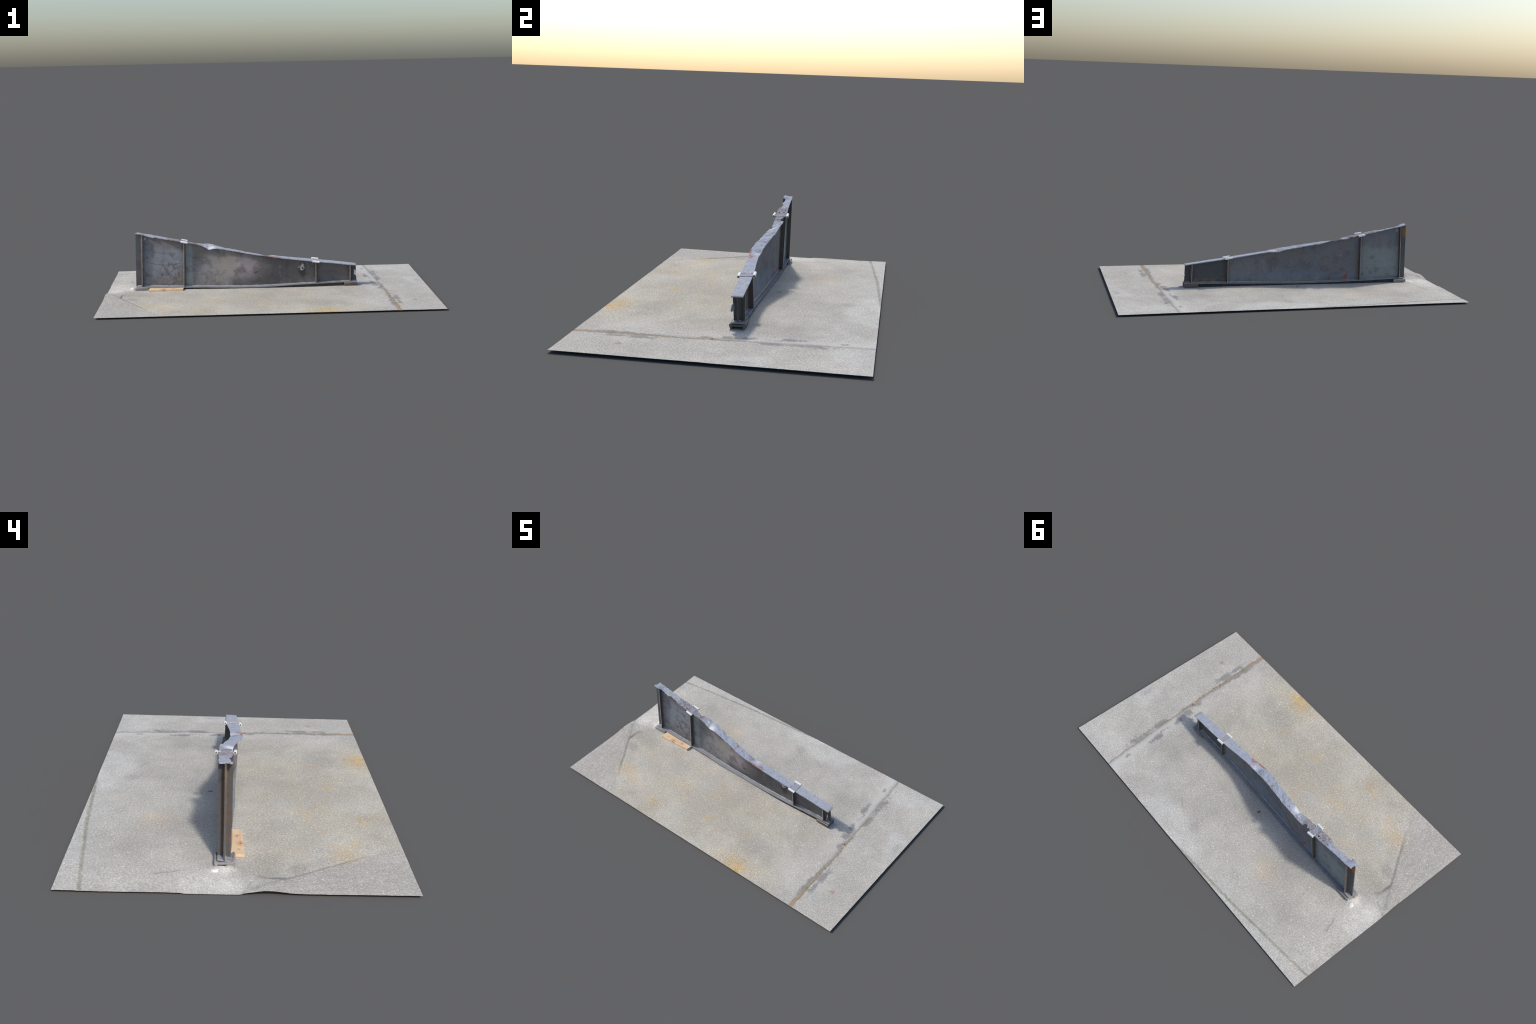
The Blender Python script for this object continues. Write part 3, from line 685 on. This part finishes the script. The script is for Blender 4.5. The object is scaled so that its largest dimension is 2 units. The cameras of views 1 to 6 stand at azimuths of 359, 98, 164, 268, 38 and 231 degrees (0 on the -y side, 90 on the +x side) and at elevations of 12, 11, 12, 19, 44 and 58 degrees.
def build_top_flange():
    nx, nt = 420, 19
    x0, x1 = -0.8065, 0.5605
    def pt(i, j, drop):
        u, t = i / (nx - 1), j / (nt - 1)
        x = lerp(x0, x1, u)
        p = top_point(x, t, drop)
        e = smooth(0.035, 0.0, u)                      # torn -x end with a spike at the near corner
        p.x += e * (0.006 * fbm(t * 5, 2.0, 1.0) - 0.010 * math.exp(-((t - 0.10) / 0.12) ** 2) + 0.003)
        p.z -= e * 0.0010
        return p
    v, f = sheet(nx, nt, lambda i, j: pt(i, j, 0), lambda i, j: pt(i, j, T_TOP))
    ob = make_object("top_flange", v, f, M_TOP, beam)
    # shot holes and torn-out bites: irregular prisms driven through the plate
    cutters = []
    def punch(x, y, rx, ry, seed, n=13, turn=0.0):
        z = top_point(x, 0.5).z
        ring = []
        for k in range(n):
            a = 2 * math.pi * k / n
            r = 1 + 0.30 * mn.noise(Vector((math.cos(a) * 1.3 + seed, math.sin(a) * 1.3, seed)))
            px, py = math.cos(a) * rx * r, math.sin(a) * ry * r
            ring.append((x + px * math.cos(turn) - py * math.sin(turn), y + px * math.sin(turn) + py * math.cos(turn)))
        cutters.append(loft([[(px, py, z - 0.03) for px, py in ring], [(px, py, z + 0.03) for px, py in ring]]))
    for k, (x, y, rx, ry) in enumerate(((-0.621, 0.0605, .0052, .0030), (-0.5865, 0.0605, .0036, .0032), (-0.564, 0.0625, .0034, .0027),
                                        (-0.549, 0.0585, .0072, .0042), (-0.545, 0.0350, .0055, .0036), (-0.440, 0.0420, .0040, .0036),
                                        (-0.299, 0.0470, .0042, .0032), (-0.291, 0.0530, .0030, .0020))):
        punch(x, y, rx, ry, 3.0 + 2.3 * k)
    punch(-0.452, 0.0735, 0.0175, 0.0165, 41.0, 22)    # big bite on the far edge
    punch(-0.478, 0.0740, 0.0150, 0.0110, 57.0, 18)
    cut(ob, cutters)
    return ob

build_top_flange()

def build_bottom_flange():
    nx, nt = 200, 9
    v, f = sheet(nx, nt, lambda i, j: bot_point(lerp(-0.8205, 0.5650, i / (nx - 1)), j / (nt - 1), T_BOT),
                 lambda i, j: bot_point(lerp(-0.8205, 0.5650, i / (nx - 1)), j / (nt - 1), 0.0))
    return make_object("bottom_flange", v, f, M_BOTTOM, beam)

build_bottom_flange()

# sideways position of the web at mid height: it buckled in a wave between the stiffeners
MID = Track([(-0.83, .0478), (-0.60, .0475), (-0.52, .0455), (-0.45, .0495), (-0.38, .0525), (-0.31, .0475), (-0.24, .0355), (-0.16, .0190),
             (-0.08, .0075), (-0.03, .0060), (0.04, .0105), (0.10, .0185), (0.17, .0245), (0.24, .0265), (0.31, .0268), (0.42, .0280), (0.57, .0290)])

def web_centre(x, s):
    """Plan position of the web at height fraction s: quadratic through foot, mid height and head."""
    yb = (BOT(x)[0] + BOT(x)[2]) / 2
    yt = (TOP(x)[0] + TOP(x)[2]) / 2
    yt = lerp(0.0490, yt, smooth(-0.60, -0.56, x))
    ym = MID(x)[0]
    # keep the foot plumb for a little way, then swing over
    buckle = smooth(-0.24, -0.10, x) * smooth(0.18, 0.05, x)
    q = lerp(s, smooth(0.0, 1.0, s) ** 0.8 if s > 0 else 0.0, buckle * 0.6)
    a = -0.0012 * smooth(-0.6, -0.75, x) + yb * (1 - q) * (1 - 2 * q) + ym * 4 * q * (1 - q) + yt * q * (2 * q - 1)
    return a + 0.0010 * fbm(x * 9, s * 2.2, 5.0) * math.sin(math.pi * s)

def web_z(x, s):
    zb = (BOT(x)[1] + BOT(x)[3]) / 2 + T_BOT - 0.0015
    return lerp(zb, top_underside(x) + 0.0015, s)

def build_web():
    nx, nz = 230, 34
    def pt(i, j, side):
        u, s = i / (nx - 1), j / (nz - 1)
        x = lerp(lerp(-0.8225, -0.8125, s), lerp(0.5640, 0.5590, s), u)
        if u > 0.985:
            x -= 0.004 * abs(fbm(s * 4, 3.3, 0))
        return Vector((x, web_centre(x, s) + side * T_WEB / 2, web_z(x, s)))
    v, f = sheet(nx, nz, lambda i, j: pt(i, j, -1), lambda i, j: pt(i, j, 1))
    ob = make_object("web", v, f, M_WEB, beam)
    holes = []
    for x, z, r in ((-0.756, 0.333, 0.0062), (-0.675, 0.327, 0.0026), (0.2845, 0.151, 0.0034)):
        ring = [(x + r * math.cos(a), z + 1.15 * r * math.sin(a)) for a in [2 * math.pi * k / 16 for k in range(16)]]
        holes.append(loft([[(px, -0.05, pz) for px, pz in ring], [(px, 0.12, pz) for px, pz in ring]]))
    cut(ob, holes)

build_web()

# transverse stiffeners: x and outer y at foot, x and outer y at head, for each of the two sides
STIFF = [(-0.784, 0.0250, 0.0690, -0.771, 0.0240, 0.0722), (-0.522, 0.0192, 0.0675, -0.513, 0.0215, 0.0745),
         (0.3070, 0.0046, 0.0545, 0.3050, -0.0070, 0.0456), (0.5225, 0.0095, 0.0545, 0.5200, 0.0004, 0.0515)]

def stiffener_geometry(row, side):
    xb, yn, yf, xt, tn, tf = row
    n, m, th = 26, 5, 0.0050
    def pt(i, j, face):
        s, t = i / (n - 1), j / (m - 1)
        x = lerp(xb, xt, s)
        inner = web_centre(x, s) + side * T_WEB * 0.4
        outer = lerp(yn, tn, s) if side < 0 else lerp(yf, tf, s)
        outer += 0.0006 * fbm(s * 14 + xb * 9, side * 2.0)
        y = lerp(inner, outer, t)
        y0, z0, y1, z1 = BOT(x)
        zb = lerp(z0, z1, min(1, max(0, (y - y0) / (y1 - y0)))) + T_BOT - 0.001
        a0, b0, a1, b1 = TOP(x)
        zt = lerp(b0, b1, min(1, max(0, (y - a0) / (a1 - a0)))) + T_TOP * 0.75 - T_TOP + 0.001
        return Vector((x + face * th / 2, y, lerp(zb, zt, s)))
    return sheet(n, m, lambda i, j: pt(i, j, -1), lambda i, j: pt(i, j, 1))

for row in STIFF:
    for side in (-1, 1):
        v, f = stiffener_geometry(row, side)
        ob = make_object("stiffener", v, f, [M_STIFF, M_EDGE], beam)
        me = ob.data
        for p in me.polygons:                     # saw-cut outer edge is paler
            if p.normal.y * side > 0.8:
                p.material_index = 1
        me.update()

# weld runs: rust-brown fillets up the stiffeners, bright fillets between web and bottom flange
def build_welds():
    rusty, bright = [], []
    k = 0
    for row in STIFF:
        for side in (-1, 1):
            for face in (-1, 1):
                path = []
                for i in range(30):
                    s = lerp(0.01, 0.985, i / 29)
                    x = lerp(row[0], row[3], s) + face * 0.0030
                    path.append((x, web_centre(x, s) + side * (T_WEB / 2 + 0.0006), web_z(x, s)))
                rusty.append(tube(path, 0.0022, 7, 0.25, k))
                k += 1
    stops = [-0.815, -0.784, -0.522, 0.307, 0.5225, 0.562]
    for side in (-1, 1):
        for a, c in zip(stops, stops[1:]):
            n = max(6, int((c - a) / 0.012))
            path = []
            for i in range(n):
                x = lerp(a + 0.004, c - 0.004, i / (n - 1))
                path.append((x, web_centre(x, 0.0) + side * (T_WEB / 2 + 0.0008), web_z(x, 0.0) + 0.0018))
            bright.append(tube(path, 0.0026, 7, 0.2, k))
            k += 1
    make_object("weld_bead", *merge(rusty), M_WELD, beam, angle=80, kind="stuff")
    make_object("weld_bead", *merge(bright), M_WELD_BRIGHT, beam, angle=80, kind="stuff")

build_welds()

# bearing feet: short channels with bulbous upper rims and skirts leaning inwards
def build_foot(xa, xb, yn, yf, zt_n, zt_f, zg, seed, material):
    yc = (yn + yf) / 2
    outer = []
    def skirt(side, y, zt):
        s = side
        return [(y - s * 0.012, zg), (y - s * 0.0055, zg), (y - s * 0.0005, lerp(zg, zt, 0.55)), (y, zt - 0.004), (y - s * 0.0015, zt),
                (y - s * 0.0055, zt + 0.0008), (y - s * 0.0105, zt - 0.0035)]
    right = skirt(1, yf, zt_f)
    left = skirt(-1, yn, zt_n)
    inner_z = min(zt_n, zt_f) - 0.0105
    profile = right + list(reversed(left)) + [(yn + 0.0105, inner_z), (yf - 0.0105, inner_z)]
    secs = []
    n = 12
    for i in range(n):
        x = lerp(xa, xb, i / (n - 1))
        e = 0.0012 if i in (0, n - 1) else 0.0
        sec = []
        for q, (y, z) in enumerate(profile):
            w = 0.0008 * fbm(x * 40, q * 1.7, seed)
            sec.append((x, y + w - e * (1 if y > yc else -1), z + w * 0.6 - (e if z > zg + 0.01 else 0)))
        secs.append(sec)
    v, f = loft(secs)
    ob = make_object("foot", v, f, [material, M_FOOT_BARE], beam, angle=40)
    for p in ob.data.polygons:                    # rims polished by handling
        if p.normal.z > 0.75 and min(abs(p.center.y - yn), abs(p.center.y - yf)) < 0.008:
            p.material_index = 1
    return ob

build_foot(0.4835, 0.5655, -0.0030, 0.0655, 0.0335, 0.0355, 0.0080, 1.0, M_FOOT)
build_foot(-0.8215, -0.7430, 0.0085, 0.0800, 0.0310, 0.0300, 0.0070, 6.0, M_FOOT_BARE)

def build_gap_shadow():
    """Black strip modelling the shadow gap under the bottom flange, set back from both edges."""
    n = 120
    secs = []
    for i in range(n):
        x = lerp(-0.738, 0.480, i / (n - 1))
        y0, z0, y1, z1 = BOT(x)
        a = 0.006 + 0.0015 * fbm(x * 18, 1.0)
        c = 0.006 + 0.0015 * fbm(x * 18, 6.0)
        if -0.745 < x < -0.518:
            a += 0.012                            # room for the timber offcut
        secs.append([(x, y0 + a, 0.0075), (x, y1 - c, 0.0075), (x, y1 - c, z1 + 0.001), (x, y0 + a, z0 + 0.001)])
    make_object("gap_shadow_strip", *loft(secs), M_GAP_SHADOW, beam)

build_gap_shadow()

# white wrapped pins either side of the top flange, joined across it by a strap
def build_pins():
    me = bpy.data.meshes.new("pin")
    bm = bmesh.new()
    n, L = 20, 0.5
    rings = [(-L, 0.72), (-L, 0.80), (-L + 0.02, 0.98), (-0.2, 1.0), (0.2, 1.03), (L - 0.02, 0.98), (L, 0.80), (L, 0.72)]
    loops = [[bm.verts.new((px, r * math.cos(2 * math.pi * k / n), r * math.sin(2 * math.pi * k / n))) for k in range(n)] for px, r in rings]
    for a, c in zip(loops, loops[1:]):
        for k in range(n):
            bm.faces.new((a[k], a[(k + 1) % n], c[(k + 1) % n], c[k]))
    e0, e1 = bm.faces.new(loops[0]), bm.faces.new(list(reversed(loops[-1])))
    bm.faces.ensure_lookup_table()
    bmesh.ops.recalc_face_normals(bm, faces=bm.faces)
    e0.material_index = e1.material_index = 1
    for fc in bm.faces:
        fc.smooth = True
    bm.to_mesh(me)
    bm.free()
    me.set_sharp_from_angle(angle=math.radians(40))
    me.materials.append(M_PIN)
    me.materials.append(M_PIN_END)
    first = None
    for a, c in (((-0.533, 0.0158, 0.3150), (-0.489, 0.0142, 0.3070)), ((-0.533, 0.0820, 0.3145), (-0.492, 0.0830, 0.3058)),
                 ((0.2838, -0.0138, 0.1764), (0.3272, -0.0125, 0.1698)), ((0.2815, 0.0522, 0.1830), (0.3250, 0.0540, 0.1770))):
        a, c = Vector(a), Vector(c)
        ob = bpy.data.objects.new("pin", me)
        scene.collection.objects.link(ob)
        ob.parent = beam
        ob.matrix_parent_inverse = beam.matrix_world.inverted()
        ob.location = (a + c) / 2
        ob.rotation_mode = 'QUATERNION'
        ob.rotation_quaternion = Vector((1, 0, 0)).rotation_difference((c - a).normalized())
        ob.scale = ((c - a).length, 0.0064, 0.0064)

build_pins()

def build_saddles():
    for xa, xb, ya, yb in ((-0.5265, -0.4960, 0.0165, 0.0815), (0.2880, 0.3230, -0.0130, 0.0530)):
        n, m = 12, 14
        def pt(i, j, up):
            x, y = lerp(xa, xb, i / (n - 1)), lerp(ya, yb, j / (m - 1))
            y0, z0, y1, z1 = TOP(x)
            t = (y - y0) / (y1 - y0)
            z = top_point(x, min(1, max(0, t))).z
            over = max(0.0, -t, t - 1)
            if up:
                return Vector((x, y, z + 0.0008 - over * 0.006))
            return Vector((x, y, z - 0.0035 - over * 0.006))
        v, f = sheet(n, m, lambda i, j: pt(i, j, True), lambda i, j: pt(i, j, False))
        make_object("saddle_strap", v, f, M_SADDLE, beam)

M_SADDLE = steel("saddle_steel", (0.335, 0.345, 0.39), (0.33, 0.315, 0.345), (0.25, 0.225, 0.225), rust=0.3, seed=23, mottling=30, rough=0.88, spec=0.08)
build_saddles()

def build_glue():
    """Frayed cream glue lines and lumps where the saddles meet the flange."""
    parts = []
    for k, (x, ya, yb, r) in enumerate(((0.3255, -0.008, 0.0500, 0.0014), (0.2860, -0.009, 0.010, 0.0013), (0.2870, 0.036, 0.0500, 0.0013),
                                        (-0.4935, 0.0235, 0.030, 0.0020), (-0.4945, 0.066, 0.0745, 0.0015), (-0.5290, 0.066, 0.0755, 0.0018))):
        path = []
        n = max(5, int((yb - ya) / 0.0025))
        for i in range(n):
            y = lerp(ya, yb, i / (n - 1))
            xx = x + 0.0035 * mn.noise(Vector((y * 90, k * 3.3, 0)))
            y0, z0, y1, z1 = TOP(xx)
            path.append((xx, y, top_point(xx, min(1, max(0, (y - y0) / (y1 - y0)))).z + 0.0010))
        parts.append(tube(path, r, 6, 0.6, k + 3))
    make_object("glue", *merge(parts), M_TAPE, beam, angle=80, kind="stuff")

build_glue()

# survey dabs of paint: a rule-made grid on the far face, columns on the near face, pairs on the flange
def build_dabs():
    rnd = random.Random(11)
    far, near, flange = [], [], []
    def dab(c, n, r, squash):
        n = Vector(n).normalized()
        u = n.orthogonal().normalized()
        w = n.cross(u)
        sec = []
        for h, k in ((-0.0004, 1.0), (0.0003, 0.85), (0.0005, 0.4)):
            sec.append([Vector(c) + n * h + (u * math.cos(a) * squash + w * math.sin(a)) * r * k for a in [math.pi * 2 * q / 7 for q in range(7)]])
        return loft(sec)
    def on_web(x, z, side, r, sink, squash=1.0):
        zb, zt = web_z(x, 0), web_z(x, 1)
        s = (z - zb) / (zt - zb)
        if 0.03 < s < 0.97:
            sink.append(dab((x, web_centre(x, s) + side * T_WEB / 2, z), (0, side, 0), r, squash))
    for i in range(13):
        x = 0.178 - 0.0515 * i
        head = top_underside(x)
        for z in (head - 0.026, head - 0.066, head - 0.106, 0.038):
            if z > 0.05 or z == 0.038:
                on_web(x + rnd.uniform(-.002, .002), z + rnd.uniform(-.002, .002), 1, rnd.uniform(.0012, .0019), far)
    for x, n in ((-0.3455, 6), (-0.2245, 6), (-0.037, 4), (0.087, 4)):
        head = top_underside(x) - 0.028
        for k in range(n):
            on_web(x + rnd.uniform(-.003, .003), lerp(0.042, head, k / (n - 1)) + rnd.uniform(-.004, .004), -1, rnd.uniform(.0015, .0026), near, rnd.uniform(.7, 1.5))
    for x, z in ((-0.335, 0.184), (-0.285, 0.135), (-0.287, 0.059), (-0.387, 0.259), (-0.381, 0.260), (0.024, 0.156), (0.018, 0.098), (0.247, 0.133),
                 (0.247, 0.095), (0.224, 0.045), (0.269, 0.050)):
        on_web(x, z, -1, rnd.uniform(.0014, .0022), near, rnd.uniform(.7, 1.6))
    for x, z in ((-0.498, .224), (-0.499, .171), (-0.498, .134), (-0.500, .265), (-0.378, .127), (-0.440, .152), (-0.395, .146), (0.018, .099), (-0.104, .19), (-0.107, .094)):
        on_web(x, z, 1, rnd.uniform(.0014, .0022), near, rnd.uniform(.7, 1.6))
    for i in range(9):
        x = 0.28 - 0.0835 * i + rnd.uniform(-.004, .004)
        for t in (0.25, 0.72):
            p = top_point(x, t + rnd.uniform(-.06, .06))
            flange.append(dab(p, (0, 0, 1), rnd.uniform(.0014, .0022), rnd.uniform(.8, 1.4)))
    make_object("marking_dab", *merge(far), M_DAB_PALE, beam, angle=60, kind="stuff")
    make_object("marking_dab", *merge(near), M_DAB, beam, angle=60, kind="stuff")
    make_object("marking_dab", *merge(flange), M_DAB, beam, angle=60, kind="stuff")

build_dabs()

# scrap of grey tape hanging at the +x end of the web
def build_tag():
    n, m = 14, 6
    def pt(i, j, face):
        s, t = i / (n - 1), j / (m - 1)
        lo = 0.0015 + 0.0035 * fbm(s * 6, 4.4) + 0.002 * s
        hi = 0.0150 - 0.0025 * s
        x = 0.5455 + 0.010 * (1 - t) + 0.0015 * fbm(s * 3, t * 2, 8)
        return Vector((x + face * 0.0006, lerp(lo, hi, t), lerp(0.0765 + 0.006 * t, 0.116 - 0.010 * (1 - t), s)))
    v, f = sheet(n, m, lambda i, j: pt(i, j, -1), lambda i, j: pt(i, j, 1))
    make_object("tape_scrap", v, f, M_TAG, beam)

build_tag()

# ----------------------------------------------------------------------------------------------
# timber offcut
# ----------------------------------------------------------------------------------------------
def build_plank():
    def corner(u, t):
        x = lerp(lerp(-0.7402, -0.7375, t), lerp(-0.5265, -0.5230, t), u)
        y = lerp(lerp(-0.0228, -0.0162, u), lerp(0.0300, 0.0290, u), t)
        return x, y
    n, m = 40, 14
    def pt(i, j, up):
        u, t = i / (n - 1), j / (m - 1)
        x, y = corner(u, t)
        r = 0.0010 * smooth(0.06, 0.0, min(t, 1 - t))
        if up:
            z = lerp(lerp(0.0208, 0.0224, u), lerp(0.0226, 0.0205, u), t) - r + 0.0003 * fbm(x * 30, y * 60)
        else:
            z = 0.0100
        nick = 0.0018 * math.exp(-((x + 0.640) / 0.0025) ** 2) * smooth(0.08, 0.0, t)
        return Vector((x, y + nick, z))
    v, f = sheet(n, m, lambda i, j: pt(i, j, True), lambda i, j: pt(i, j, False))
    ob = make_object("wooden_plank", v, f, M_WOOD)
    ob["label"] = "short pale sawn pine offcut lying flat under the beam"
    ob["category"] = "wooden plank"
    return ob

build_plank()
